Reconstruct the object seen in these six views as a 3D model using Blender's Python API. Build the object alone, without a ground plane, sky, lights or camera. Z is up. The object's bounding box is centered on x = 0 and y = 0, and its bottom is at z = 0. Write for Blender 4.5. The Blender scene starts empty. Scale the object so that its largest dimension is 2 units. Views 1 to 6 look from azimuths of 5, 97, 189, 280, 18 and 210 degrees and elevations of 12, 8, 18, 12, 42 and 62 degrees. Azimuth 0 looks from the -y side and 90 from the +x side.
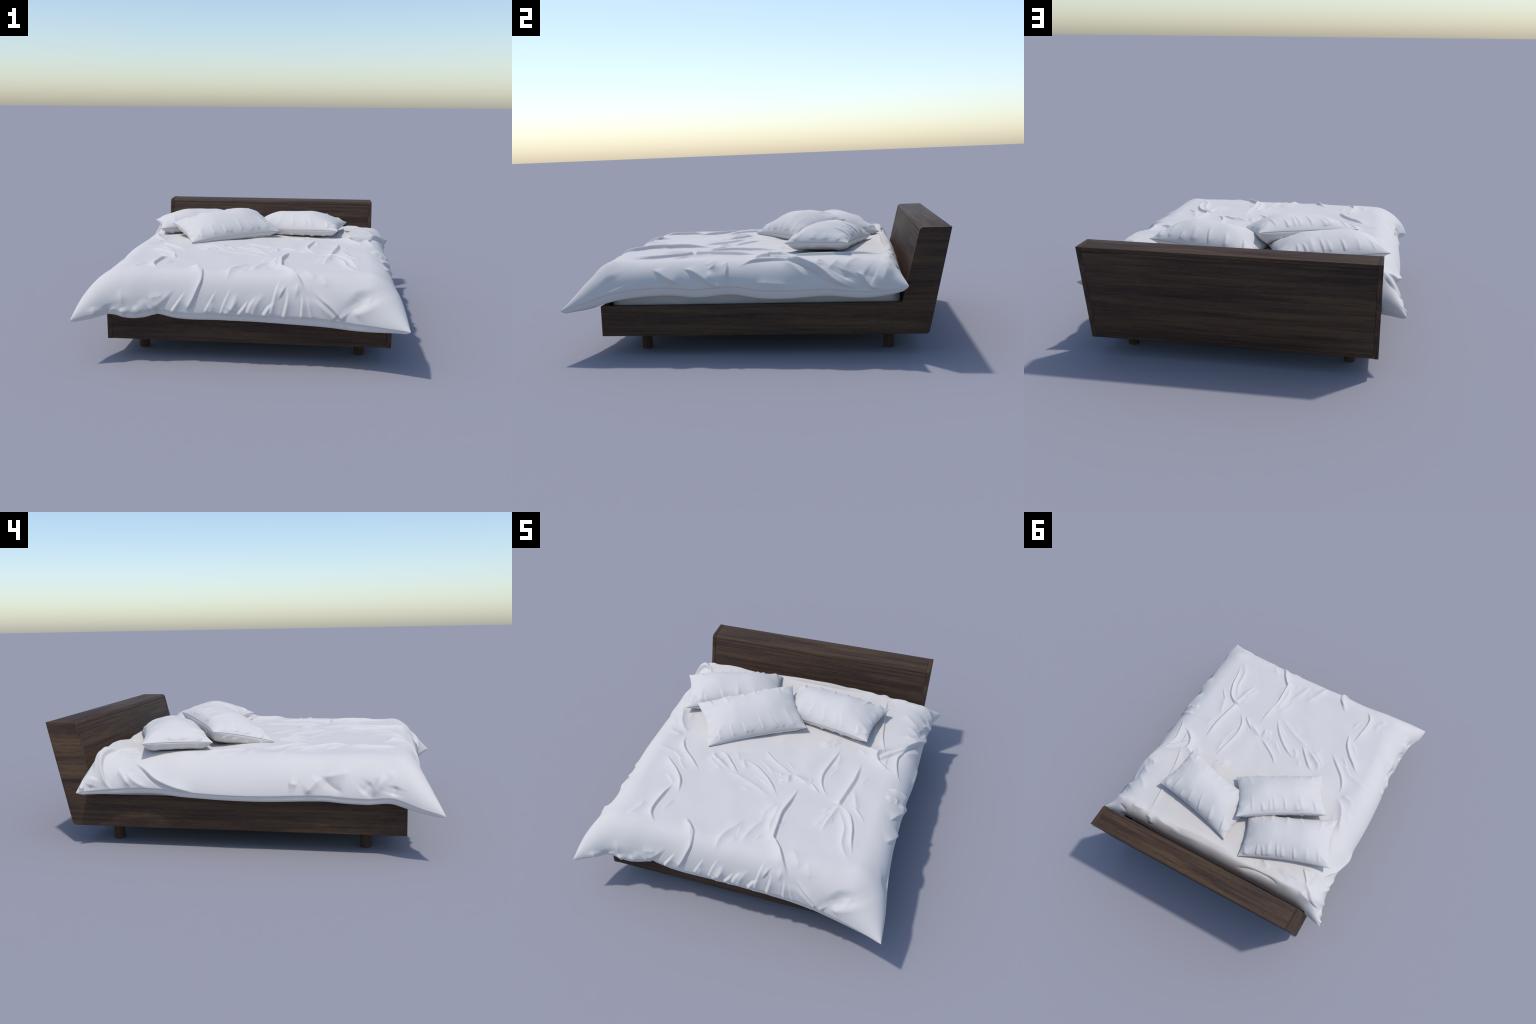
"""A low dark-wood bed with a rumpled white duvet and three pillows."""
# ------------------------------------------------------------------ numeric helpers
import math
import random
import numpy as np


def smooth(t):
    t = np.clip(t, 0.0, 1.0)
    return t * t * (3 - 2 * t)


def curve_through(xs, ys):
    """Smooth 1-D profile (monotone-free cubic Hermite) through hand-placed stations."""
    xs, ys = np.array(xs, float), np.array(ys, float)
    m = np.gradient(ys, xs)

    def f(x):
        x = np.clip(x, xs[0], xs[-1])
        i = np.clip(np.searchsorted(xs, x) - 1, 0, len(xs) - 2)
        h = xs[i + 1] - xs[i]
        t = (x - xs[i]) / h
        t2, t3 = t * t, t * t * t
        return ((2 * t3 - 3 * t2 + 1) * ys[i] + (t3 - 2 * t2 + t) * h * m[i]
                + (-2 * t3 + 3 * t2) * ys[i + 1] + (t3 - t2) * h * m[i + 1])
    return f


def catmull(points, step):
    """Resample a spine of control points as a smooth curve."""
    P = np.array(points, float)
    if len(P) == 2:
        P = np.array([P[0], (P[0] + P[1]) / 2, P[1]])
    Q = np.vstack([2 * P[0] - P[1], P, 2 * P[-1] - P[-2]])
    out = []
    for i in range(1, len(Q) - 2):
        n = max(2, int(np.linalg.norm(Q[i + 1] - Q[i]) / step))
        t = (np.arange(n) / n)[:, None]
        a, b, c, d = Q[i - 1], Q[i], Q[i + 1], Q[i + 2]
        out.append(0.5 * (2 * b + (c - a) * t + (2 * a - 5 * b + 4 * c - d) * t ** 2
                          + (3 * b - a - 3 * c + d) * t ** 3))
    out.append(P[-1:])
    return np.vstack(out)


def value_noise(x, y, seed=0):
    """Smooth 2-D lattice noise in -1..1."""
    rng = np.random.RandomState(seed)
    tab = rng.rand(64, 64) * 2 - 1
    xi, yi = np.floor(x).astype(int), np.floor(y).astype(int)
    fx, fy = smooth(x - xi), smooth(y - yi)
    g = lambda a, b: tab[a % 64, b % 64]
    return ((g(xi, yi) * (1 - fx) + g(xi + 1, yi) * fx) * (1 - fy)
            + (g(xi, yi + 1) * (1 - fx) + g(xi + 1, yi + 1) * fx) * fy)


def grid_normals(P):
    du = np.gradient(P, axis=0)
    dv = np.gradient(P, axis=1)
    n = np.cross(du, dv)
    n /= np.linalg.norm(n, axis=2, keepdims=True) + 1e-12
    return n


class Folds:
    """Collects fold strokes (crest spines lying on a surface) and raises them."""

    def __init__(self, P, N):
        self.P, self.N = P, N
        self.flat = P.reshape(-1, 3)
        self.nflat = N.reshape(-1, 3)
        self.disp = np.zeros(len(self.flat))

    def snap(self, p):
        if len(p) == 2:
            sel = self.nflat[:, 2] > 0.25
            d = (self.flat[:, 0] - p[0]) ** 2 + (self.flat[:, 1] - p[1]) ** 2 + np.where(sel, 0, 9)
        else:
            d = ((self.flat - np.array(p)) ** 2).sum(1)
        return self.flat[np.argmin(d)]

    def fold(self, *pts, h=0.01, w=0.016, left=1.0, right=1.0, trough=0.25, ends=(0.32, 0.32), sharp=0.85):
        """Raise a crest along pts. left/right scale the width of each flank
        (seen along the stroke); a narrow flank is steep and gets a crease at its foot."""
        C = catmull([self.snap(p) for p in pts], 0.004)
        reach = 5.5 * w * max(left, right)
        lo, hi = C.min(0) - reach, C.max(0) + reach
        idx = np.nonzero(((self.flat > lo) & (self.flat < hi)).all(1))[0]
        if len(idx) == 0:
            return
        V, N = self.flat[idx], self.nflat[idx]
        T = np.gradient(C, axis=0)
        T /= np.linalg.norm(T, axis=1, keepdims=True) + 1e-9
        arc = np.concatenate([[0], np.cumsum(np.linalg.norm(np.diff(C, axis=0), axis=1))])
        L = arc[-1]
        best = np.full(len(V), 1e9)
        near = np.zeros(len(V), int)
        for k in range(len(C)):
            d = ((V - C[k]) ** 2).sum(1)
            m = d < best
            best[m] = d[m]
            near[m] = k
        rel = V - C[near]
        t = T[near]
        along = (rel * t).sum(1)
        side = (np.cross(t, rel) * N).sum(1)          # > 0: left of the stroke
        inner = (near > 0) & (near < len(C) - 1)
        dist = np.where(inner, np.sqrt(np.maximum(best - along ** 2, 0)), np.sqrt(best))
        s = arc[near] + np.where(inner, along, 0)
        taper = smooth(s / (ends[0] * L + 1e-6)) * smooth((L - s) / (ends[1] * L + 1e-6))
        ww = 0.78 * w * (0.55 + 0.45 * taper)
        # the gentle flank fans out softly, the steep one stays tight
        soften = lambda k: k * (1.3 if k >= 0.95 else 0.75)
        sc = np.where(side > 0, soften(left), soften(right))
        steep = np.where(side > 0, left, right) < 0.9
        q = dist / (ww * sc)
        crest = (1 - sharp) * np.exp(-q * q) + sharp * np.exp(-1.5 * (np.sqrt(q * q + 0.03) - 0.173))
        foot = np.where(steep, trough * np.exp(-((q - 2.1) / 0.8) ** 2), 0)
        swell = np.exp(-(q / 2.2) ** 2)               # the cloth lifts broadly around the crest
        self.disp[idx] += h * taper * (0.72 * crest + 0.28 * swell - foot)

    def apply(self, limit=0.045):
        d = self.disp
        d = limit * np.tanh(d / limit)
        return (self.flat + self.nflat * d[:, None]).reshape(self.P.shape)


def edge_samples(half, width, n_edge, n_mid):
    """Positions -half..half, dense where the cloth turns down at both borders."""
    th = np.linspace(0, math.pi / 2, n_edge)
    e = width * (1 - np.cos(th))
    mid = np.linspace(-half + width, half - width, n_mid)[1:-1]
    return np.concatenate([-half + e, mid, (half - e)[::-1]]) / half


def shoulder(d, w, p=2.0):
    """0 at the border (d = 0), 1 at d >= w, rising as a rounded shoulder."""
    t = 1 - np.clip(d / w, 0, 1)
    return np.maximum(1 - t ** p, 0) ** (1 / p)


# ------------------------------------------------------------------ duvet base shape
def duvet_border():
    """The four sides of the border seam as curves in plan and height."""
    front_y = curve_through([-.881, -.80, -.70, -.58, -.45, -.25, .05, .33, .47, .60, .72, .831],
                            [-.969, -.940, -.905, -.896, -.876, -.880, -.879, -.886, -.900, -.926, -.962, -.999])
    front_z = curve_through([-.881, -.80, -.70, -.60, -.52, -.458, -.37, -.12, .2, .45, .55, .7, .831],
                            [.245, .258, .285, .268, .272, .287, .272, .270, .266, .262, .256, .256, .258])
    left_x = curve_through([-.969, -.87, -.743, -.668, -.59, -.50, -.43, -.35, -.24, -.13, .09, .20, .30, .39, .50, .57, .63, .70, .801],
                           [-.881, -.872, -.832, -.823, -.817, -.817, -.810, -.817, -.827, -.832, -.833, -.828, -.824,
                            -.808, -.801, -.802, -.814, -.830, -.863])
    left_z = curve_through([-.969, -.87, -.79, -.75, -.62, -.41, -.06, .25, .42, .62, .74, .801],
                           [.245, .268, .291, .302, .295, .304, .300, .310, .320, .313, .307, .306])
    right_x = curve_through([-.999, -.88, -.72, -.52, -.33, -.16, .05, .2, .32, .43, .62, .7, .779],
                            [.831, .824, .803, .789, .790, .794, .810, .813, .815, .817, .832, .845, .881])
    right_z = curve_through([-.999, -.88, -.72, -.58, -.40, -.30, -.1, .05, .2, .4, .55, .63, .73, .779],
                            [.258, .292, .338, .355, .358, .348, .362, .342, .338, .344, .332, .334, .350, .370])
    rear_y = curve_through([-.863, -.75, -.5, 0, .4, .65, .78, .881],
                           [.801, .780, .768, .770, .768, .762, .765, .779])
    rear_z = curve_through([-.863, -.75, -.5, 0, .4, .65, .78, .881],
                           [.306, .320, .335, .335, .335, .345, .360, .370])
    return front_y, front_z, left_x, left_z, right_x, right_z, rear_y, rear_z


def duvet_base(n_edge=72, n_mid=370):
    fy, fz, lx, lz, rx, rz, ry, rz_ = duvet_border()
    HX, HY = 0.83, 0.88
    U = edge_samples(HX, 0.17, n_edge, n_mid)
    V = edge_samples(HY, 0.17, n_edge, int(n_mid * 1.05))
    a = ((U + 1) / 2)[:, None]
    b = ((V + 1) / 2)[None, :]
    FL, FR = np.array([-.881, -.969, .245]), np.array([.831, -.999, .258])
    RL, RR = np.array([-.863, .801, .306]), np.array([.881, .779, .370])
    xf = FL[0] + (FR[0] - FL[0]) * a[:, 0]
    xr = RL[0] + (RR[0] - RL[0]) * a[:, 0]
    yl = FL[1] + (RL[1] - FL[1]) * b[0]
    yr = FR[1] + (RR[1] - FR[1]) * b[0]
    front = np.stack([xf, fy(xf), fz(xf)], 1)
    rear = np.stack([xr, ry(xr), rz_(xr)], 1)
    left = np.stack([lx(yl), yl, lz(yl)], 1)
    right = np.stack([rx(yr), yr, rz(yr)], 1)
    a3, b3 = a[..., None], b[..., None]
    S = (front[:, None] * (1 - b3) + rear[:, None] * b3 + left[None] * (1 - a3) + right[None] * a3
         - (FL * (1 - a3) * (1 - b3) + FR * a3 * (1 - b3) + RL * (1 - a3) * b3 + RR * a3 * b3))
    dx = (1 - np.abs(U))[:, None] * HX
    dy = (1 - np.abs(V))[None, :] * HY
    return S, U, V, dx, dy


def duvet_top(S, U, V, dx, dy):
    left, foot = (U < 0)[:, None] * 1.0, (V < 0)[None, :] * 1.0
    near = np.exp(-((dx / .26) ** 2 + (dy / .26) ** 2))
    # the cloth slopes out long towards the right foot corner, the left side hangs full
    slack = near * np.where(foot > 0, 0.14, 0.045)
    slant = near * foot * (1 - left) * 0.06
    w_side = np.where(left > 0, 0.165, 0.150) + slack - slant
    w_end = np.where(foot > 0, 0.138, 0.068) + slack + slant
    p_side = np.where(left > 0, 1.95 - 0.28 * np.exp(-((V[None, :] - .2) / .35) ** 2), 2.1) - 0.3 * near * (1 - left) * foot
    F = shoulder(dx, w_side, p_side) * shoulder(dy, w_end, 2.25 - 0.5 * near * (1 - left) * foot)
    x, y = S[..., 0], S[..., 1]
    ztop = (0.487 + 0.004 * value_noise(x * 2.3, y * 2.3, 3) - 0.003 * smooth((y - .2) / .2) + (0.006 - 0.007 * smooth((x - .1) / .3)) * smooth((y - .55) / .15)
            + 0.003 * value_noise(x * 5 + 9, y * 5, 4))
    ztop = ztop + (0.013 - 0.009 * smooth((x - .1) / .3)) * np.exp(-((y - .71) / .045) ** 2)
    P = S.copy()
    P[..., 2] = S[..., 2] + (ztop - S[..., 2]) * F
    return P, F


def lay_duvet_folds(f):
    """Fold spines on the duvet; 2 numbers = on the flat top, 3 = on a hanging side."""
    # crossing folds meeting in a knot on the right half
    f((0.452, -0.358), (0.518, -0.409), (0.556, -0.492), (0.576, -0.600), (0.600, -0.692), h=0.018, w=0.016, left=0.6, ends=(0.06, 0.4))
    f((0.449, -0.361), (0.472, -0.246), (0.490, -0.154), (0.497, -0.067), (0.500, 0.024), h=0.019, w=0.02, right=0.7, ends=(0.06, 0.4))
    f((0.456, -0.361), (0.434, -0.453), (0.411, -0.547), (0.416, -0.589), h=0.015, w=0.014, ends=(0.06, 0.5))
    f((0.452, -0.378), (0.516, -0.513), (0.533, -0.637), (0.598, -0.737), h=0.0085, w=0.014)
    f((0.417, -0.427), (0.388, -0.507), (0.356, -0.552), h=0.007438, w=0.014)
    f((0.507, -0.215), (0.528, -0.288), (0.563, -0.399), h=0.0085, w=0.015)
    # the large winding fold running over the foot end
    f((0.212, -0.281, 0.488), (0.197, -0.408, 0.490), (0.177, -0.511, 0.489), (0.179, -0.597, 0.488), (0.185, -0.690, 0.487), (0.202, -0.711, 0.486), (0.236, -0.753, 0.486), (0.267, -0.804, 0.474), (0.290, -0.833, 0.451), (0.320, -0.861, 0.407), h=0.025, w=0.019, left=0.55, ends=(0.3, 0.2))
    f((0.164, -0.696), (0.141, -0.610), (0.146, -0.507), (0.147, -0.435), h=0.01169, w=0.016)
    f((0.026, -0.781), (0.061, -0.665), (0.106, -0.576), h=0.01063, w=0.016)
    f((-0.092, -0.807), (-0.043, -0.696), (0.008, -0.606), h=0.009562, w=0.018)
    f((0.067, -0.558), (0.107, -0.486), (0.133, -0.431), h=0.006375, w=0.016)
    # short creases in the middle of the top
    f((0.334, -0.306), (0.274, -0.248), (0.221, -0.212), h=0.01063, w=0.014, right=0.6)
    f((0.264, -0.262), (0.204, -0.226), (0.141, -0.198), h=0.01275, w=0.014)
    f((0.151, -0.198), (0.074, -0.153), (-0.007, -0.097), (-0.068, -0.032), h=0.01063, w=0.014, right=0.6)
    f((0.134, -0.194), (0.135, -0.249), (0.139, -0.280), h=0.01063, w=0.012)
    f((0.134, -0.215), (0.114, -0.253), (0.079, -0.245), h=0.0085, w=0.012)
    f((0.393, -0.324), (0.333, -0.251), (0.311, -0.160), (0.324, -0.064), (0.344, 0.025), (0.360, 0.121), h=0.01488, w=0.016, right=0.6)
    f((0.366, -0.070), (0.371, -0.001), (0.365, 0.069), h=0.006375, w=0.014)
    f((0.121, -0.407), (0.036, -0.290), (-0.069, -0.197), (-0.178, -0.144), h=0.01169, w=0.018, right=0.6)
    f((-0.116, -0.236), (-0.149, -0.195), (-0.168, -0.150), h=0.0085, w=0.012)
    f((0.096, -0.421), (-0.048, -0.342), (-0.169, -0.291), (-0.249, -0.281), h=0.007438, w=0.016)
    f((-0.151, -0.288), (-0.218, -0.212), (-0.276, -0.150), (-0.329, -0.121), h=0.01381, w=0.016, right=0.6)
    f((-0.204, -0.271), (-0.280, -0.225), (-0.338, -0.183), (-0.339, -0.135), h=0.01381, w=0.014)
    f((-0.241, -0.291), (-0.317, -0.238), (-0.372, -0.189), h=0.007438, w=0.014)
    # winding fold and side creases on the left half
    f((-0.441, -0.779), (-0.491, -0.726), (-0.503, -0.664), (-0.490, -0.559), (-0.473, -0.471), h=0.01912, w=0.018, right=0.5)
    f((-0.416, -0.540), (-0.445, -0.440), (-0.499, -0.364), (-0.560, -0.306), (-0.613, -0.251), h=0.01806, w=0.018, right=0.5)
    f((-0.567, -0.636), (-0.578, -0.699), (-0.619, -0.766), h=0.007438, w=0.016)
    f((-0.214, -0.830, 0.453), (-0.259, -0.742, 0.487), (-0.315, -0.680, 0.487), h=0.01063, w=0.016, right=0.7)
    f((-0.369, -0.333), (-0.456, -0.248), (-0.523, -0.182), (-0.560, -0.114), (-0.568, -0.048), h=0.01488, w=0.018, right=0.6)
    f((-0.571, -0.038), (-0.641, 0.052), (-0.677, 0.151), (-0.703, 0.234), h=0.01488, w=0.018)
    f((-0.585, -0.059), (-0.642, -0.046), (-0.700, -0.023), h=0.0085, w=0.016)
    f((-0.510, -0.226), (-0.609, -0.209), (-0.728, -0.173), h=0.006375, w=0.016)
    # folds around the pillow area, right
    f((0.519, 0.029, 0.484), (0.574, 0.069, 0.484), (0.640, 0.133, 0.484), (0.707, 0.198, 0.480), (0.750, 0.291, 0.460), (0.813, 0.448, 0.378), h=0.018, w=0.02, right=0.6)
    f((0.753, 0.276), (0.710, 0.176), (0.691, 0.109), (0.707, 0.003), (0.750, -0.070), h=0.016, w=0.02, left=0.5)
    f((0.539, 0.704), (0.537, 0.640), (0.544, 0.528), (0.559, 0.401), (0.576, 0.276), (0.609, 0.161), (0.625, 0.109), h=0.016, w=0.017, left=0.45)
    f((0.362, 0.218), (0.412, 0.215), (0.506, 0.170), (0.615, 0.107), h=0.01, w=0.014)
    f((0.237, 0.077), (0.286, 0.158), (0.351, 0.204), h=0.01, w=0.016)
    f((0.659, 0.566, 0.480), (0.729, 0.497, 0.468), (0.780, 0.482, 0.435), h=0.008, w=0.02)
    f((0.704, 0.367, 0.478), (0.733, 0.338, 0.468), (0.770, 0.350, 0.444), h=0.012, w=0.02)
    f((0.783, 0.493, 0.432), (0.807, 0.469, 0.395), h=-0.012, w=0.03)
    f((0.347, 0.173), (0.285, 0.107), (0.252, 0.083), h=0.006375, w=0.012)
    # crumpled head end
    f((-0.335, 0.618), (-0.403, 0.669), h=0.011, w=0.016)
    f((-0.448, 0.636), (-0.554, 0.633), (-0.651, 0.640), h=0.01, w=0.016)
    f((-0.725, 0.489), (-0.706, 0.576), (-0.690, 0.652), h=0.012, w=0.016)
    f((-0.646, 0.698, 0.501), (-0.698, 0.713, 0.488), (-0.761, 0.718, 0.455), h=0.01, w=0.016)
    f((-0.679, 0.652, 0.487), (-0.718, 0.695, 0.484), (-0.761, 0.718, 0.455), (-0.813, 0.725, 0.396), h=0.013, w=0.016, right=0.5)
    f((-0.599, 0.537), (-0.655, 0.604), (-0.679, 0.652), h=0.012, w=0.014, right=0.5)
    f((-0.188, 0.748, 0.458), (-0.353, 0.721, 0.495), (-0.455, 0.719, 0.496), (-0.527, 0.733, 0.481), h=-0.016, w=0.015)
    f((0.498, 0.688, 0.483), (0.409, 0.714, 0.483), (0.322, 0.718, 0.486), (0.239, 0.729, 0.485), h=0.01, w=0.02)
    f((0.547, 0.717, 0.475), (0.498, 0.726, 0.471), (0.495, 0.753, 0.427), h=0.01, w=0.016)
    f((0.680, 0.699), (0.615, 0.699), (0.553, 0.689), h=0.009, w=0.016)
    f((0.771, 0.726, 0.443), (0.736, 0.742, 0.434), (0.698, 0.751, 0.419), h=-0.01, w=0.014)
    # big fold spilling down the foot face
    f((0.327, -0.870, 0.384), (0.379, -0.882, 0.351), (0.427, -0.892, 0.314), (0.471, -0.900, 0.280), h=0.012, w=0.018, ends=(0.6, 0.06))
    f((0.341, -0.853, 0.427), (0.397, -0.877, 0.375), (0.453, -0.892, 0.333), (0.508, -0.906, 0.276), h=0.017, w=0.022, right=0.5, ends=(0.6, 0.06))
    f((0.271, -0.829, 0.454), (0.275, -0.849, 0.428), (0.264, -0.871, 0.370), h=0.008, w=0.014, ends=(0.5, 0.5))
    f((0.294, -0.860, 0.408), (0.301, -0.878, 0.348), (0.298, -0.884, 0.274), h=0.012, w=0.018, right=0.5, ends=(0.6, 0.06))
    f((0.227, -0.845, 0.432), (0.224, -0.874, 0.349), (0.206, -0.881, 0.266), h=0.012, w=0.018, right=0.6, ends=(0.6, 0.06))
    f((0.220, -0.840, 0.439), (0.198, -0.858, 0.404), (0.176, -0.871, 0.360), h=0.009, w=0.015, left=0.6, ends=(0.5, 0.5))
    f((0.165, -0.872, 0.355), (0.132, -0.877, 0.321), (0.102, -0.879, 0.276), h=0.013, w=0.02, right=0.6, ends=(0.6, 0.06))
    f((0.113, -0.859, 0.400), (0.069, -0.874, 0.339), (0.047, -0.879, 0.277), h=0.01, w=0.02, ends=(0.6, 0.06))
    f((-0.027, -0.860, 0.396), (-0.045, -0.872, 0.351), (-0.064, -0.878, 0.298), h=0.01, w=0.018, ends=(0.6, 0.06))
    f((0.029, -0.870, 0.361), (-0.001, -0.877, 0.310), (-0.031, -0.879, 0.277), h=0.012, w=0.018, right=0.6, ends=(0.6, 0.06))
    f((0.646, -0.871, 0.420), (0.632, -0.905, 0.370), (0.607, -0.918, 0.326), h=0.008, w=0.03, ends=(0.5, 0.5))
    f((-0.306, -0.708, 0.487), (-0.240, -0.759, 0.487), (-0.223, -0.799, 0.477), (-0.221, -0.835, 0.447), (-0.240, -0.860, 0.401), (-0.263, -0.873, 0.351), (-0.296, -0.878, 0.290), h=0.014, w=0.014, left=0.6, ends=(0.2, 0.1))
    f((-0.299, -0.860, 0.397), (-0.329, -0.871, 0.346), (-0.374, -0.875, 0.281), h=0.012, w=0.018, right=0.5, ends=(0.6, 0.06))
    f((-0.354, -0.854, 0.407), (-0.421, -0.871, 0.339), (-0.488, -0.881, 0.288), h=0.01, w=0.03, left=0.6, ends=(0.6, 0.06))
    f((-0.038, -0.672, 0.484), (-0.077, -0.762, 0.484), (-0.084, -0.801, 0.474), (-0.089, -0.841, 0.436), h=0.01, w=0.014, ends=(0.5, 0.5))
    f((-0.023, -0.868, 0.372), (-0.056, -0.877, 0.317), (-0.097, -0.879, 0.278), h=0.011, w=0.018, ends=(0.6, 0.06))
    f((-0.156, -0.874, 0.347), (-0.167, -0.880, 0.285), h=0.007, w=0.018, ends=(0.6, 0.06))
    f((-0.641, -0.871, 0.403), (-0.631, -0.890, 0.353), (-0.628, -0.898, 0.297), h=0.007, w=0.02, ends=(0.5, 0.5))
    f((-0.636, -0.898, 0.304), (-0.617, -0.898, 0.270), h=0.012, w=0.016, ends=(0.6, 0.06))
    f((-0.569, -0.892, 0.317), (-0.543, -0.891, 0.277), h=0.011, w=0.016, ends=(0.6, 0.06))
    f((-0.773, -0.923, 0.316), (-0.766, -0.927, 0.268), h=0.01, w=0.02, ends=(0.6, 0.06))
    f((-0.717, -0.907, 0.320), (-0.698, -0.905, 0.285), h=-0.0108, w=0.02, ends=(0.6, 0.06))
    f((-0.440, -0.875, 0.307), (-0.458, -0.877, 0.287), h=-0.01, w=0.016, ends=(0.6, 0.06))
    # right side hanging
    f((0.737, -0.523, 0.455), (0.774, -0.450, 0.416), (0.788, -0.353, 0.374), h=0.0169, w=0.03, right=0.5)
    f((0.734, -0.362, 0.457), (0.766, -0.282, 0.426), (0.789, -0.212, 0.383), (0.793, -0.186, 0.364), h=0.0156, w=0.025, right=0.5)
    f((0.676, -0.214, 0.482), (0.734, -0.197, 0.459), (0.749, -0.229, 0.447), h=0.013, w=0.014)
    f((0.752, -0.218, 0.445), (0.781, -0.203, 0.408), (0.792, -0.178, 0.374), (0.796, -0.123, 0.362), h=0.0156, w=0.016)
    f((0.682, -0.143, 0.481), (0.748, -0.126, 0.453), (0.781, -0.125, 0.417), (0.797, -0.108, 0.375), h=0.0182, w=0.016, left=0.6)
    f((0.688, -0.013, 0.481), (0.605, 0.041, 0.484), (0.572, 0.101, 0.484), (0.591, 0.155, 0.484), (0.707, 0.223, 0.480), (0.750, 0.284, 0.460), (0.778, 0.350, 0.437), (0.803, 0.403, 0.402), (0.816, 0.477, 0.369), (0.823, 0.548, 0.354), h=0.02028, w=0.022, right=0.6, ends=(0.15, 0.15))
    f((0.706, 0.140, 0.479), (0.749, 0.204, 0.462), (0.778, 0.244, 0.437), (0.811, 0.303, 0.378), h=0.01115, w=0.02)
    f((0.803, 0.011, 0.385), (0.807, 0.103, 0.380), (0.811, 0.222, 0.369), h=0.01014, w=0.016)
    f((0.785, 0.522, 0.430), (0.802, 0.557, 0.411), (0.826, 0.596, 0.364), (0.831, 0.626, 0.355), (0.836, 0.663, 0.357), h=0.01318, w=0.018, right=0.5)
    f((0.716, 0.702, 0.471), (0.812, 0.674, 0.416), (0.834, 0.648, 0.356), h=0.01318, w=0.02)
    f((0.795, 0.563, 0.421), (0.815, 0.628, 0.401), h=-0.01014, w=0.04)
    f((0.673, 0.668, 0.481), (0.778, 0.689, 0.448), (0.834, 0.716, 0.402), h=0.01014, w=0.016)
    f((0.699, 0.446, 0.478), (0.758, 0.408, 0.452), (0.778, 0.387, 0.436), h=0.009126, w=0.018)
    # left side hanging
    f((-0.788, -0.402, 0.396), (-0.810, -0.358, 0.350), (-0.819, -0.322, 0.315), h=0.0156, w=0.018)
    f((-0.788, -0.410, 0.396), (-0.805, -0.453, 0.353), (-0.815, -0.510, 0.326), h=-0.0117, w=0.02)
    f((-0.785, -0.394, 0.403), (-0.787, -0.446, 0.399), (-0.777, -0.549, 0.418), h=0.0117, w=0.018)
    f((-0.813, -0.295, 0.361), (-0.815, -0.247, 0.367), h=0.0104, w=0.016)
    f((-0.779, -0.692, 0.422), (-0.807, -0.668, 0.373), (-0.820, -0.643, 0.307), h=0.0143, w=0.016)
    f((-0.778, -0.753, 0.428), (-0.802, -0.702, 0.391), (-0.819, -0.664, 0.336), h=0.0104, w=0.016)
    f((-0.801, -0.638, 0.380), (-0.814, -0.587, 0.326), h=-0.0117, w=0.02)
    f((-0.818, -0.749, 0.370), (-0.830, -0.735, 0.317), h=-0.0117, w=0.018)
    f((-0.740, 0.537, 0.444), (-0.768, 0.479, 0.414), (-0.797, 0.404, 0.368), (-0.820, 0.309, 0.337), (-0.828, 0.195, 0.312), h=0.0208, w=0.025, right=0.5)
    f((-0.772, 0.617, 0.421), (-0.791, 0.577, 0.373), (-0.800, 0.534, 0.324), h=0.0156, w=0.016)
    f((-0.775, 0.567, 0.403), (-0.795, 0.522, 0.358), (-0.803, 0.449, 0.326), h=0.013, w=0.016)
    f((-0.700, 0.663, 0.483), (-0.744, 0.692, 0.468), (-0.786, 0.692, 0.428), (-0.808, 0.676, 0.383), (-0.816, 0.656, 0.343), (-0.813, 0.626, 0.313), h=0.0208, w=0.018, left=0.5)
    f((-0.819, 0.723, 0.383), (-0.840, 0.738, 0.327), h=0.013, w=0.016)
    f((-0.852, 0.788, 0.330), (-0.848, 0.762, 0.326), h=0.013, w=0.014)
    # hollows that set the foot corners apart from the drape
    f((0.569, -0.865, 0.422), (0.599, -0.896, 0.378), (0.626, -0.922, 0.327), h=-0.024, w=0.055, ends=(0.5, 0.4), sharp=0, trough=0)
    f((0.646, -0.887, 0.399), (0.603, -0.913, 0.340), (0.560, -0.913, 0.301), h=0.01, w=0.03, ends=(0.5, 0.2))
    f((0.767, -0.763, 0.427), (0.794, -0.728, 0.387), (0.801, -0.716, 0.358), h=-0.01, w=0.04, ends=(0.5, 0.1), sharp=0)
    f((-0.226, 0.695), (-0.027, 0.694), (0.136, 0.691), (0.296, 0.699), (0.422, 0.691), h=0.013, w=0.015, right=0.7)
    f((-0.788, 0.689, 0.425), (-0.750, 0.702, 0.465), (-0.701, 0.670, 0.485), (-0.661, 0.615, 0.486), h=0.018, w=0.014, right=0.7)
    f((-0.672, 0.684), (-0.576, 0.705), (-0.452, 0.703), (-0.319, 0.714), h=0.011, w=0.02)
    f((0.069, -0.867, 0.376), (0.043, -0.874, 0.339), (0.017, -0.879, 0.284), h=0.009, w=0.02, right=0.6, ends=(0.5, 0.06))
    f((0.187, -0.805, 0.472), (0.165, -0.861, 0.395), (0.139, -0.880, 0.283), h=0.008, w=0.016, right=0.6, ends=(0.5, 0.06))
    f((0.316, -0.866, 0.394), (0.335, -0.881, 0.342), (0.349, -0.887, 0.273), h=0.008, w=0.014, right=0.6, ends=(0.5, 0.06))
    f((-0.060, -0.847, 0.425), (-0.089, -0.872, 0.357), (-0.119, -0.880, 0.278), h=0.006, w=0.014, right=0.6, ends=(0.5, 0.06))
    f((-0.137, -0.858, 0.406), (-0.167, -0.875, 0.347), (-0.200, -0.880, 0.284), h=0.007, w=0.014, right=0.6, ends=(0.5, 0.06))
    f((-0.495, -0.876, 0.354), (-0.451, -0.870, 0.361), (-0.414, -0.866, 0.369), h=0.006, w=0.016)
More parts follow.
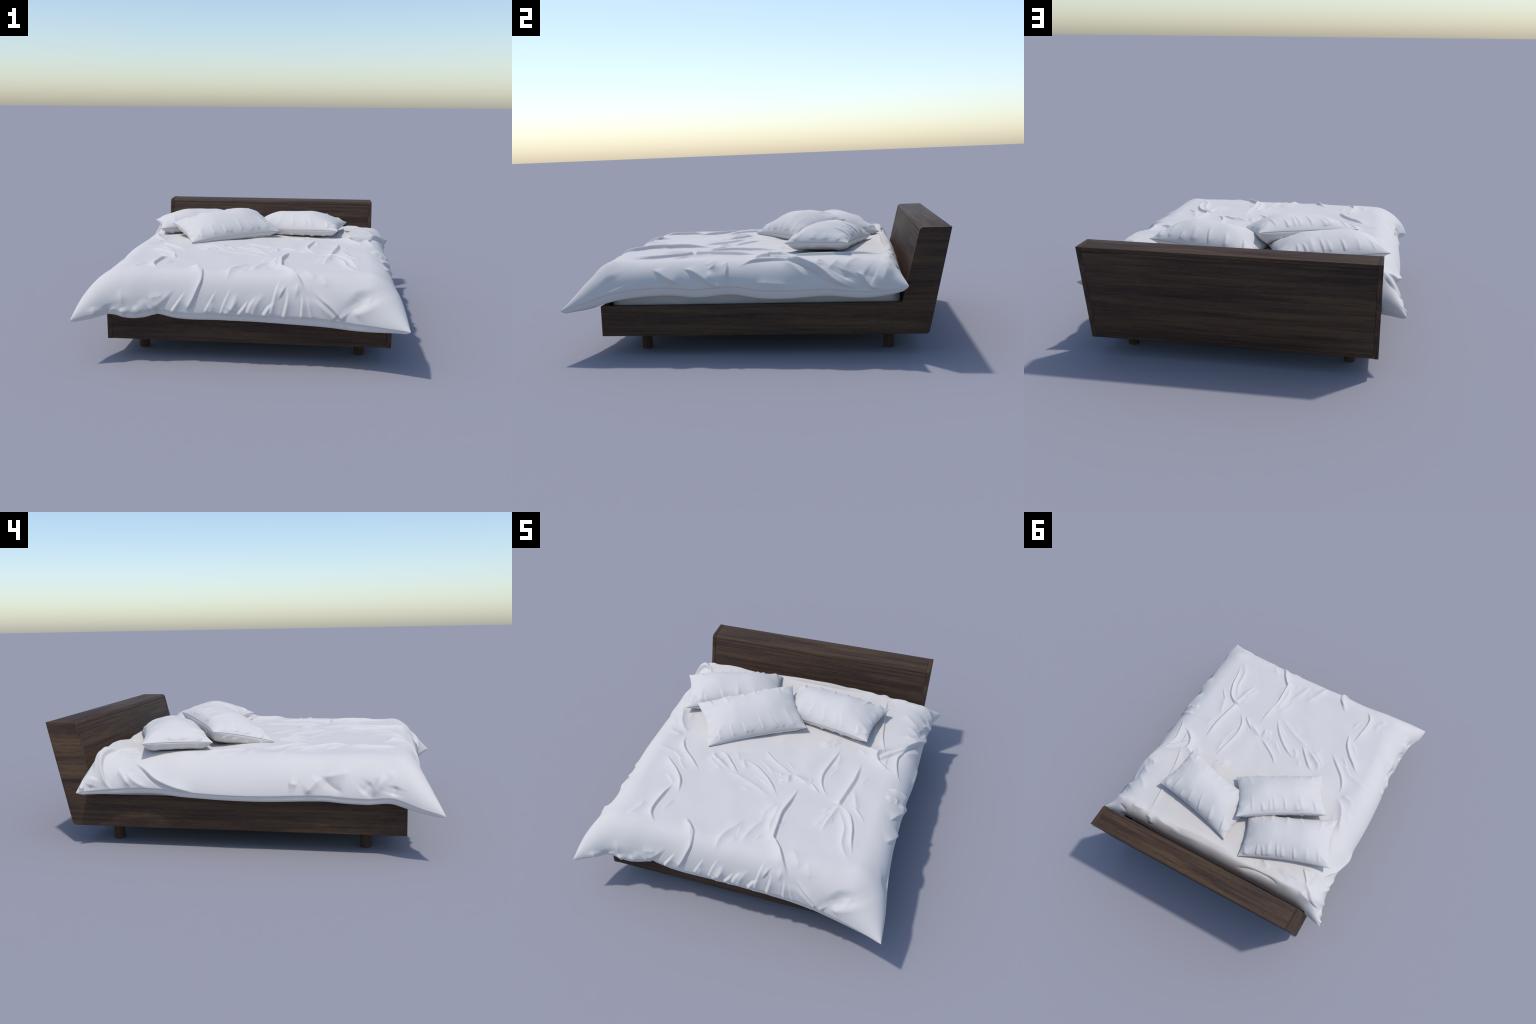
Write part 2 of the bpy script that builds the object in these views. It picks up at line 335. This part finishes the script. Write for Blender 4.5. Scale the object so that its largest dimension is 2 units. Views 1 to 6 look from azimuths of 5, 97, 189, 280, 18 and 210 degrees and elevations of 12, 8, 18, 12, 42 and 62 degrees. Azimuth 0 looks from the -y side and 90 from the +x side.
    f((-0.536, -0.882, 0.352), (-0.521, -0.884, 0.322), (-0.503, -0.883, 0.284), h=0.007, w=0.02, ends=(0.5, 0.1))
    f((0.295, -0.731, 0.487), (0.341, -0.789, 0.482), (0.363, -0.835, 0.452), h=0.006, w=0.018)
    f((0.392, -0.790, 0.482), (0.414, -0.829, 0.459), (0.419, -0.857, 0.425), h=0.004, w=0.018)


# ------------------------------------------------------------------ blender helpers
import bpy
import bmesh
from mathutils import Vector

COL = bpy.context.scene.collection


def mesh_object(name, verts, faces, mat, parent=None, smooth_shade=True):
    me = bpy.data.meshes.new(name)
    me.from_pydata([tuple(v) for v in verts], [], faces)
    me.materials.append(mat)
    if smooth_shade:
        me.polygons.foreach_set("use_smooth", [True] * len(me.polygons))
    me.update()
    ob = bpy.data.objects.new(name, me)
    COL.objects.link(ob)
    if parent:
        ob.parent = parent
    return ob


def grid_faces(idx, flip=False):
    a, b, c, d = idx[:-1, :-1], idx[1:, :-1], idx[1:, 1:], idx[:-1, 1:]
    q = np.stack([a, b, c, d] if not flip else [a, d, c, b], -1).reshape(-1, 4)
    return q.tolist()


def closed_sheet(name, top, bottom, mat, parent=None):
    """Two grids sharing their border, sewn into one closed cushion-like body."""
    n, m = top.shape[:2]
    ti = np.arange(n * m).reshape(n, m)
    bi = ti.copy()
    inner = bottom[1:-1, 1:-1].reshape(-1, 3)
    bi[1:-1, 1:-1] = n * m + np.arange(len(inner)).reshape(n - 2, m - 2)
    verts = np.vstack([top.reshape(-1, 3), inner])
    return mesh_object(name, verts, grid_faces(ti) + grid_faces(bi, True), mat, parent)


# ------------------------------------------------------------------ materials
def ramp_set(ramp, stops):
    el = ramp.color_ramp.elements
    while len(el) > 1:
        el.remove(el[0])
    el[0].position, el[0].color = stops[0][0], (*stops[0][1], 1)
    for p, c in stops[1:]:
        e = el.new(p)
        e.color = (*c, 1)


def wood_material(name, axis, shift=0.0):
    """Dark stained veneer; the grain runs along the given axis."""
    mat = bpy.data.materials.new(name)
    mat.use_nodes = True
    nt = mat.node_tree
    bsdf = nt.nodes["Principled BSDF"]
    tc = nt.nodes.new("ShaderNodeTexCoord")

    def stretched(along, across, off):
        mp = nt.nodes.new("ShaderNodeMapping")
        s = [across] * 3
        s["xyz".index(axis)] = along
        mp.inputs["Scale"].default_value = s
        mp.inputs["Location"].default_value = (off + shift, off * 1.7 - shift, off * .6 + shift * 2)
        nt.links.new(tc.outputs["Object"], mp.inputs["Vector"])
        return mp.outputs["Vector"]

    def noise(vec, detail, rough=0.55, dist=0.0):
        nz = nt.nodes.new("ShaderNodeTexNoise")
        nz.inputs["Scale"].default_value = 1.0
        nz.inputs["Detail"].default_value = detail
        nz.inputs["Roughness"].default_value = rough
        nz.inputs["Distortion"].default_value = dist
        nt.links.new(vec, nz.inputs["Vector"])
        return nz.outputs["Fac"]

    def math_node(op, a, b):
        m = nt.nodes.new("ShaderNodeMath")
        m.operation = op
        for i, v in enumerate((a, b)):
            if isinstance(v, (int, float)):
                m.inputs[i].default_value = v
            else:
                nt.links.new(v, m.inputs[i])
        return m.outputs[0]

    bands = noise(stretched(0.9, 19, 3.1), 3.0, 0.5, 0.6)
    streak = noise(stretched(3.2, 80, 7.7), 3.0, 0.55)
    pores = noise(stretched(26, 330, 1.3), 2.0, 0.6)
    mixv = math_node("ADD", math_node("MULTIPLY", bands, 0.42),
                     math_node("ADD", math_node("MULTIPLY", streak, 0.38), math_node("MULTIPLY", pores, 0.27)))
    ramp = nt.nodes.new("ShaderNodeValToRGB")
    ramp_set(ramp, [(0.37, WOOD[0]), (0.47, WOOD[1]), (0.54, WOOD[2]), (0.61, WOOD[3]), (0.71, WOOD[4])])
    nt.links.new(mixv, ramp.inputs["Fac"])
    # faint reddish patches inside the browns
    red = noise(stretched(1.6, 30, 11.9), 2.0)
    rr = nt.nodes.new("ShaderNodeValToRGB")
    ramp_set(rr, [(0.58, (0, 0, 0)), (0.75, (1, 1, 1))])
    nt.links.new(red, rr.inputs["Fac"])
    mx = nt.nodes.new("ShaderNodeMix")
    mx.data_type = "RGBA"
    nt.links.new(math_node("MULTIPLY", rr.outputs["Color"], 0.5), mx.inputs["Factor"])
    nt.links.new(ramp.outputs["Color"], mx.inputs["A"])
    mx.inputs["B"].default_value = (*WOOD_RED, 1)
    nt.links.new(mx.outputs["Result"], bsdf.inputs["Base Color"])
    bsdf.inputs["Roughness"].default_value = 0.6
    bsdf.inputs["Specular IOR Level"].default_value = 0.12
    bump = nt.nodes.new("ShaderNodeBump")
    bump.inputs["Strength"].default_value = 0.12
    bump.inputs["Distance"].default_value = 0.001
    nt.links.new(pores, bump.inputs["Height"])
    nt.links.new(bump.outputs["Normal"], bsdf.inputs["Normal"])
    return mat


WOOD = [(0.026, 0.017, 0.016), (0.042, 0.027, 0.021), (0.061, 0.038, 0.026), (0.078, 0.049, 0.030), (0.104, 0.065, 0.036)]
WOOD_RED = (0.072, 0.036, 0.025)


def cloth_material(name, color, warm=None):
    mat = bpy.data.materials.new(name)
    mat.use_nodes = True
    nt = mat.node_tree
    bsdf = nt.nodes["Principled BSDF"]
    bsdf.inputs["Roughness"].default_value = 0.9
    bsdf.inputs["Specular IOR Level"].default_value = 0.1
    tc = nt.nodes.new("ShaderNodeTexCoord")
    nz = nt.nodes.new("ShaderNodeTexNoise")
    nz.inputs["Scale"].default_value = 3.0
    nz.inputs["Detail"].default_value = 4.0
    nt.links.new(tc.outputs["Object"], nz.inputs["Vector"])
    rp = nt.nodes.new("ShaderNodeValToRGB")
    ramp_set(rp, [(0.3, tuple(c * 0.985 for c in color)), (0.7, color)])
    nt.links.new(nz.outputs["Fac"], rp.inputs["Fac"])
    nt.links.new(rp.outputs["Color"], bsdf.inputs["Base Color"])
    if warm:                                     # warm bounced-light shade around the pillows, tinted into the cloth colour
        center, radii, tone = warm
        mp = nt.nodes.new("ShaderNodeMapping")
        mp.vector_type = "POINT"
        mp.inputs["Location"].default_value = [-c / r for c, r in zip(center, radii)]
        mp.inputs["Scale"].default_value = [1 / r for r in radii]
        nt.links.new(tc.outputs["Object"], mp.inputs["Vector"])
        ln = nt.nodes.new("ShaderNodeVectorMath")
        ln.operation = "LENGTH"
        nt.links.new(mp.outputs["Vector"], ln.inputs[0])
        mr = nt.nodes.new("ShaderNodeMapRange")
        mr.interpolation_type = "SMOOTHSTEP"
        mr.inputs["From Min"].default_value = 1.15
        mr.inputs["From Max"].default_value = 0.8
        nt.links.new(ln.outputs["Value"], mr.inputs["Value"])
        mx = nt.nodes.new("ShaderNodeMix")
        mx.data_type = "RGBA"
        nt.links.new(mr.outputs["Result"], mx.inputs["Factor"])
        nt.links.new(rp.outputs["Color"], mx.inputs["A"])
        mx.inputs["B"].default_value = (*tone, 1)
        nt.links.new(mx.outputs["Result"], bsdf.inputs["Base Color"])
    wv = nt.nodes.new("ShaderNodeTexNoise")
    wv.inputs["Scale"].default_value = 900.0
    nt.links.new(tc.outputs["Object"], wv.inputs["Vector"])
    bump = nt.nodes.new("ShaderNodeBump")
    bump.inputs["Strength"].default_value = 0.04
    bump.inputs["Distance"].default_value = 0.0005
    nt.links.new(wv.outputs["Fac"], bump.inputs["Height"])
    nt.links.new(bump.outputs["Normal"], bsdf.inputs["Normal"])
    return mat


# ------------------------------------------------------------------ bed frame
XL, XR = -0.736, 0.762          # outer faces of the two side panels
PANEL = 0.0245                  # panel thickness


def rounded_profile(corners):
    """Polygon in (y, z); each corner is (y, z, radius)."""
    out = []
    n = len(corners)
    for i, (y, z, r) in enumerate(corners):
        p = np.array([y, z])
        if r <= 0:
            out.append(p)
            continue
        a = np.array(corners[i - 1][:2]) - p
        b = np.array(corners[(i + 1) % n][:2]) - p
        a /= np.linalg.norm(a)
        b /= np.linalg.norm(b)
        half = math.acos(np.clip(a @ b, -1, 1)) / 2
        c = p + (a + b) / np.linalg.norm(a + b) * r / math.sin(half)
        s, e = p + a * r / math.tan(half) - c, p + b * r / math.tan(half) - c
        a0, a1 = math.atan2(s[1], s[0]), math.atan2(e[1], e[0])
        d = (a1 - a0 + math.pi) % (2 * math.pi) - math.pi
        for k in range(9):
            t = a0 + d * k / 8
            out.append(c + r * np.array([math.cos(t), math.sin(t)]))
    return out


def extruded(name, corners, x0, x1, mat, parent, bevel=0.0012):
    prof = rounded_profile(corners)
    n = len(prof)
    verts = [(x, p[0], p[1]) for x in (x0, x1) for p in prof]
    faces = [[i, (i + 1) % n, n + (i + 1) % n, n + i] for i in range(n)]
    faces += [list(range(n))[::-1], list(range(n, 2 * n))]
    ob = mesh_object(name, verts, faces, mat, parent, smooth_shade=False)
    bm = bmesh.new()
    bm.from_mesh(ob.data)
    bmesh.ops.recalc_face_normals(bm, faces=bm.faces)
    edges = [e for e in bm.edges if len(e.link_faces) == 2 and e.calc_face_angle() > 0.4]
    bmesh.ops.bevel(bm, geom=edges, offset=bevel, segments=2, affect="EDGES", profile=0.5)
    for f in bm.faces:
        f.smooth = True
    bm.to_mesh(ob.data)
    bm.free()
    ob.data.set_sharp_from_angle(angle=math.radians(30))
    return ob


def front_line(z):              # sloping inner face of the headboard
    return 0.756 + (z - 0.267) * 0.2405


def rear_line(z):               # sloping outer face of the headboard
    return 0.887 + (z - 0.104) * 0.2095


def build_frame():
    frame = bpy.data.objects.new("bed_frame", None)
    COL.objects.link(frame)
    frame["label"] = "low dark brown veneered bed frame with sloping headboard"
    frame["category"] = "bed frame"
    wx = wood_material("dark_wood_lengthwise", "x")
    wy = wood_material("dark_wood_side", "y", 2.3)
    wz = wood_material("dark_wood_leg", "z", 4.1)
    ledge = wood_material("dark_wood_edge", "x", 6.4)

    outline = [(-.808, .104, 0), (rear_line(.104), .104, .020), (rear_line(.639), .639, 0.001),
               (front_line(.639), .639, .022), (front_line(.267), .267, 0), (-.806, .266, 0)]
    for x0 in (XL, XR - PANEL):
        extruded("side_panel", outline, x0, x0 + PANEL, wy, frame)
    a, b = XL + PANEL + 0.0006, XR - PANEL - 0.0006
    k = 0.0008                                               # boards sit a hair behind the panels
    extruded("front_panel", [(-.8072, .105, 0), (-.784, .105, 0), (-.784, .2655, 0), (-.8052, .2655, 0)],
             a, b, wx, frame)
    zs = 0.6165
    cap = [(front_line(zs) + k, zs + .0006, 0), (rear_line(zs) - k, zs + .0006, 0), (rear_line(.639) - k, .6385, 0),
           (front_line(.639) + k, .6385, .021)]
    extruded("headboard_cap", cap[::-1], a, b, ledge, frame, 0.0008)
    t = 0.022
    extruded("headboard_front", [(front_line(.11) + k, .11, 0), (front_line(.11) + t, .11, 0),
                                 (front_line(zs) + t, zs - .0006, 0), (front_line(zs) + k, zs - .0006, 0)],
             a, b, wx, frame, 0.0008)
    extruded("headboard_back", [(rear_line(.128) - t, .128, 0), (rear_line(.128) - k, .128, 0),
                                (rear_line(zs) - k, zs - .0006, 0), (rear_line(zs) - t, zs - .0006, 0)],
             a, b, wx, frame, 0.0008)
    extruded("bottom_rail", [(-.783, .1055, 0), (rear_line(.1055) - k, .1055, .019), (rear_line(.127) - k, .1268, 0),
                             (-.783, .1268, 0)], a, b, ledge, frame, 0.0008)
    # round legs, one mesh shared by four
    bm = bmesh.new()
    bmesh.ops.create_cone(bm, cap_ends=True, segments=48, radius1=.0285, radius2=.0285, depth=.106)
    bmesh.ops.bevel(bm, geom=[e for e in bm.edges if len(e.link_faces) == 2 and e.calc_face_angle() > 1],
                    offset=.002, segments=2, affect="EDGES")
    bmesh.ops.translate(bm, verts=bm.verts, vec=(0, 0, .053))
    for f in bm.faces:
        f.smooth = True
    me = bpy.data.meshes.new("leg")
    bm.to_mesh(me)
    bm.free()
    me.materials.append(wz)
    me.set_sharp_from_angle(angle=math.radians(30))
    for x in (XL + .150, XR - .150):
        for y in (-.612, .695):
            leg = bpy.data.objects.new("leg", me)
            leg.location = (x, y, 0)
            leg.parent = frame
            COL.objects.link(leg)
    return frame


# ------------------------------------------------------------------ mattress
def build_mattress(mat):
    """Upright rounded slab whose sheeted sides carry slanting creases."""
    x0, x1, y0, y1, z0, z1 = XL + .030, XR - .062, -.765, .745, .128, .37
    r = 0.05
    loop = []
    for cx, cy, a0 in ((x1 - r, y1 - r, 0), (x0 + r, y1 - r, 90), (x0 + r, y0 + r, 180), (x1 - r, y0 + r, 270)):
        loop += [(cx + r * math.cos(math.radians(a0 + k * 9)), cy + r * math.sin(math.radians(a0 + k * 9)))
                 for k in range(11)]
    loop = np.array(loop + loop[:1])
    run = np.concatenate([[0], np.cumsum(np.linalg.norm(np.diff(loop, axis=0), axis=1))])
    st = np.linspace(0, run[-1], 1000)[:-1]
    C = np.stack([np.interp(st, run, loop[:, 0]), np.interp(st, run, loop[:, 1]), st * 0], 1)
    T = np.roll(C, -1, 0) - np.roll(C, 1, 0)
    out = np.stack([T[:, 1], -T[:, 0], T[:, 2]], 1)
    out /= np.linalg.norm(out, axis=1, keepdims=True)
    arc = st
    rows = []
    for z in np.linspace(z0, z1, 36):
        t = (z - z0) / (z1 - z0)
        bulge = 0.010 * math.sin(math.pi * t) - 0.02 * (2 * abs(t - .5)) ** 8
        crease = 0.004 * value_noise(arc * 11 + z * 30, arc * 0 + z * 9, 5) + 0.002 * value_noise(arc * 33 - z * 40, arc * 0, 6)
        rows.append(C + out * (bulge + crease)[:, None] + np.array([0, 0, z]))
    n = len(C)
    verts = np.vstack(rows)
    faces = [[i * n + j, i * n + (j + 1) % n, (i + 1) * n + (j + 1) % n, (i + 1) * n + j]
             for i in range(len(rows) - 1) for j in range(n)]
    faces += [list(range(n))[::-1], list(range((len(rows) - 1) * n, len(rows) * n))]
    ob = mesh_object("mattress", verts, faces, mat)
    ob["label"] = "white sheeted mattress lying inside the bed frame"
    ob["category"] = "mattress"


# ------------------------------------------------------------------ duvet
def border_spread(D, U, V):
    """Coons patch of a field's border values over the whole grid."""
    a = ((U + 1) / 2)[:, None, None]
    b = ((V + 1) / 2)[None, :, None]
    return (D[:, :1] * (1 - b) + D[:, -1:] * b + D[:1] * (1 - a) + D[-1:] * a
            - D[:1, :1] * (1 - a) * (1 - b) - D[-1:, :1] * a * (1 - b)
            - D[:1, -1:] * (1 - a) * b - D[-1:, -1:] * a * b)


def sew_groove(P, S, U, V, depth):
    """Pull the border row inwards so both halves bulge past the seam."""
    for axis, W in ((0, V), (1, U)):
        fade = np.clip((1 - np.abs(W)) / 0.08, 0, 1)[:, None]
        for edge, nxt in ((0, 12), (-1, -13)):
            a = S.take(edge, axis)
            d = S.take(nxt, axis) - a
            d[:, 2] = 0
            d /= np.linalg.norm(d, axis=1, keepdims=True) + 1e-9
            sl = [slice(None)] * 2
            for k, amt in ((0, 1.0), (1, 0.35)):
                sl[axis] = edge + k if edge == 0 else edge - k
                P[tuple(sl)] += d * depth * amt * fade


def build_duvet(mat):
    S, U, V, dx, dy = duvet_base()
    P, F = duvet_top(S, U, V, dx, dy)
    N = grid_normals(P)
    folds = Folds(P, N)
    rng = random.Random(5)

    def fold_with_followers(*pts, **k):
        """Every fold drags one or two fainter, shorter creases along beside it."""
        folds.fold(*pts, **k)
        if k["h"] < 0.007 or len(pts[0]) == 3:
            return
        C = catmull([folds.snap(p) for p in pts], 0.01)
        for side in rng.choice(((1,), (-1,), (1, -1))):
            a = rng.uniform(0.0, 0.45)
            b = a + rng.uniform(0.35, 0.55)
            off = side * k["w"] * rng.uniform(2.0, 3.2)
            seg = C[int(a * len(C)):max(int(a * len(C)) + 4, int(b * len(C)))]
            if len(seg) < 4:
                continue
            T = np.gradient(seg, axis=0)
            T /= np.linalg.norm(T, axis=1, keepdims=True) + 1e-9
            nrm = np.array([folds.nflat[np.argmin(((folds.flat - p) ** 2).sum(1))] for p in seg[::3]])
            q = seg[::3] + np.cross(nrm, T[::3]) * off * np.linspace(1.0, 1.5, len(nrm))[:, None]
            if len(q) > 1:
                folds.fold(*[tuple(p) for p in q], h=k["h"] * rng.uniform(.22, .45), w=k["w"] * rng.uniform(.6, .85),
                           left=rng.choice((.6, 1.0)), ends=(.5, .5))

    lay_duvet_folds(fold_with_followers)
    T = folds.apply()
    x, y = S[..., 0], S[..., 1]
    soft = (0.0030 * value_noise(x * 9, y * 9, 8) + 0.0008 * value_noise(x * 19, y * 17, 9)) * F
    T = T + N * soft[..., None]
    # keep the cloth in front of the headboard and above the frame
    limit = np.minimum(front_line(T[..., 2]) - 0.008, 0.774)
    inside = (T[..., 0] > XL) & (T[..., 0] < XR)
    T[..., 1] = np.where(inside, np.minimum(T[..., 1], limit), T[..., 1])
    sew_groove(T, S, U, V, 0.007)
    D = T - S
    d = np.minimum(dx, dy)
    fall = np.exp(-d / 0.03)[..., None]
    Bt = S + border_spread(D, U, V) * fall
    tip = np.exp(-((dx / .15) ** 2 + (dy / .15) ** 2))
    drop = (0.035 + 0.009 * smooth(x / 0.4) * smooth((0.4 - y) / 0.3) - 0.004 * smooth(-x / 0.4)) * (1 - 0.45 * tip) * shoulder(dx, 0.026) * shoulder(dy, 0.026)
    zb = Bt[..., 2] - drop
    t = smooth((d - 0.010 - 0.006 * smooth(-x / 0.4)) / 0.045)
    under = np.maximum(0.2695, S[..., 2] - 0.018) + 0.002 * value_noise(x * 14, y * 14, 12)
    Bt[..., 2] = zb * (1 - t) + under * t
    ob = closed_sheet("duvet", T, Bt, mat)
    ob["label"] = "rumpled white duvet draped over the whole bed"
    ob["category"] = "duvet"
    return ob


# ------------------------------------------------------------------ pillows
def build_pillow(corners, h_top, h_bot, seed, mat, label, lean=(0, 0), floor=0.486):
    rng = random.Random(seed)
    FLc, FRc, RRc, RLc = [np.array(c, float) for c in corners]
    L = np.linalg.norm(FRc - FLc)
    W = np.linalg.norm(RLc - FLc)
    U = edge_samples(L / 2, 0.10, 36, 90)
    V = edge_samples(W / 2, 0.08, 36, 36)
    u, v = U[:, None], V[None, :]
    ue = u * (1 - 0.075 * (1 - v ** 2))
    ve = v * (1 - 0.105 * (1 - u ** 2))
    a, b = ((ue + 1) / 2)[..., None], ((ve + 1) / 2)[..., None]
    S = FLc * (1 - a) * (1 - b) + FRc * a * (1 - b) + RRc * a * b + RLc * (1 - a) * b
    n = np.cross(FRc + RRc - FLc - RLc, RLc + RRc - FLc - FRc)
    n /= np.linalg.norm(n)
    dx, dy = (1 - np.abs(u)) * L / 2, (1 - np.abs(v)) * W / 2
    F = (shoulder(dx, 0.21, 1.55) * shoulder(dy, W / 2, 1.75)) ** 0.95 * (1 + lean[0] * u + lean[1] * v)
    F_under = shoulder(dx, 0.09, 1.8) * shoulder(dy, 0.075, 1.9)
    tops = []
    for h, sgn, shape in ((h_top, 1, F), (h_bot, -1, F_under)):
        P = S + n * (sgn * h * shape)[..., None]
        N = grid_normals(P) * sgn
        fl = Folds(P, N)
        nu, nv = len(U), len(V)

        def at(uu, vv):
            return tuple(P[np.argmin(np.abs(U - uu)), np.argmin(np.abs(V - vv))])

        for side in (-1, 1):                       # gathers along the long hems
            x = -0.82 + rng.random() * 0.15
            while x < 0.88:
                reach = rng.uniform(0.3, 0.9)
                lean = rng.uniform(-0.08, 0.08) + 0.07 * side
                bow = rng.uniform(-0.03, 0.03)
                fl.fold(at(x, side * 0.97), at(x + lean * .5 + bow, side * (1 - reach * .5)),
                        at(x + lean, side * (1 - reach)), h=rng.uniform(.004, .0095), w=rng.uniform(.010, .018),
                        left=rng.choice((.6, 1)), right=1.0, ends=(.2, .7), sharp=.7)
                x += rng.uniform(0.11, 0.34)
            y = -0.7 + rng.random() * 0.2
            while y < 0.75:                        # and the short ones
                reach = rng.uniform(0.10, 0.30)
                fl.fold(at(side * 0.985, y), at(side * (1 - reach), y * rng.uniform(.6, .95)),
                        h=rng.uniform(.003, .007), w=rng.uniform(.010, .018), ends=(.15, .7), sharp=.7)
                y += rng.uniform(0.3, 0.6)
            for s2 in (-1, 1):                     # pulls running in from the corners
                for k in range(2):
                    fl.fold(at(side * .95, s2 * .93), at(side * rng.uniform(.78, .9), s2 * rng.uniform(.55, .85)),
                            at(side * rng.uniform(.6, .8), s2 * rng.uniform(.3, .7)),
                            h=rng.uniform(.002, .005), w=rng.uniform(.010, .016), ends=(.4, .5))
        T = fl.apply(0.02)
        soft = 0.0018 * value_noise(S[..., 0] * 18 + seed, S[..., 1] * 18, seed) * F
        T = T + N * (soft)[..., None]
        tops.append(T)
    T, Bt = tops
    sew_groove(T, S, U, V, 0.0042)
    d = np.minimum(dx, dy)
    for k in (0, -1):
        Bt[k], Bt[:, k] = T[k], T[:, k]
    # the underside flattens on whatever it rests on
    z = Bt[..., 2]
    Bt[..., 2] = np.where(z < floor + .01, floor + .01 - .01 * np.tanh((floor + .01 - z) / .01), z)
    for k in (0, -1):
        T[k], T[:, k] = Bt[k], Bt[:, k]
    ob = closed_sheet("pillow", T, Bt, mat)
    ob["label"] = label
    ob["category"] = "pillow"
    return ob


# ------------------------------------------------------------------ assembly
WHITE = (0.635, 0.612, 0.592)
linen = cloth_material("white_linen", WHITE, warm=((-.05, .47, .47), (.62, .42, .12), (0.638, 0.606, 0.572)))
case = cloth_material("white_pillowcase", WHITE)
ticking = cloth_material("white_ticking", (0.60, 0.58, 0.56))

build_frame()
build_mattress(ticking)
build_duvet(linen)
build_pillow([(-.402, -.124, .500), (.123, .189, .528), (-.054, .481, .610), (-.582, .166, .575)],
             .098, .062, 11, case, "plump white pillow leaning in front of another", lean=(0.16, 0.04))
build_pillow([(-.658, .147, .533), (-.085, .385, .520), (-.183, .691, .515), (-.771, .482, .539)],
             .102, .045, 23, case, "plump white pillow near the headboard")
build_pillow([(-.113, .288, .508), (.500, .148, .543), (.570, .492, .547), (-.043, .632, .512)],
             .104, .045, 37, case, "plump white pillow lying askew")
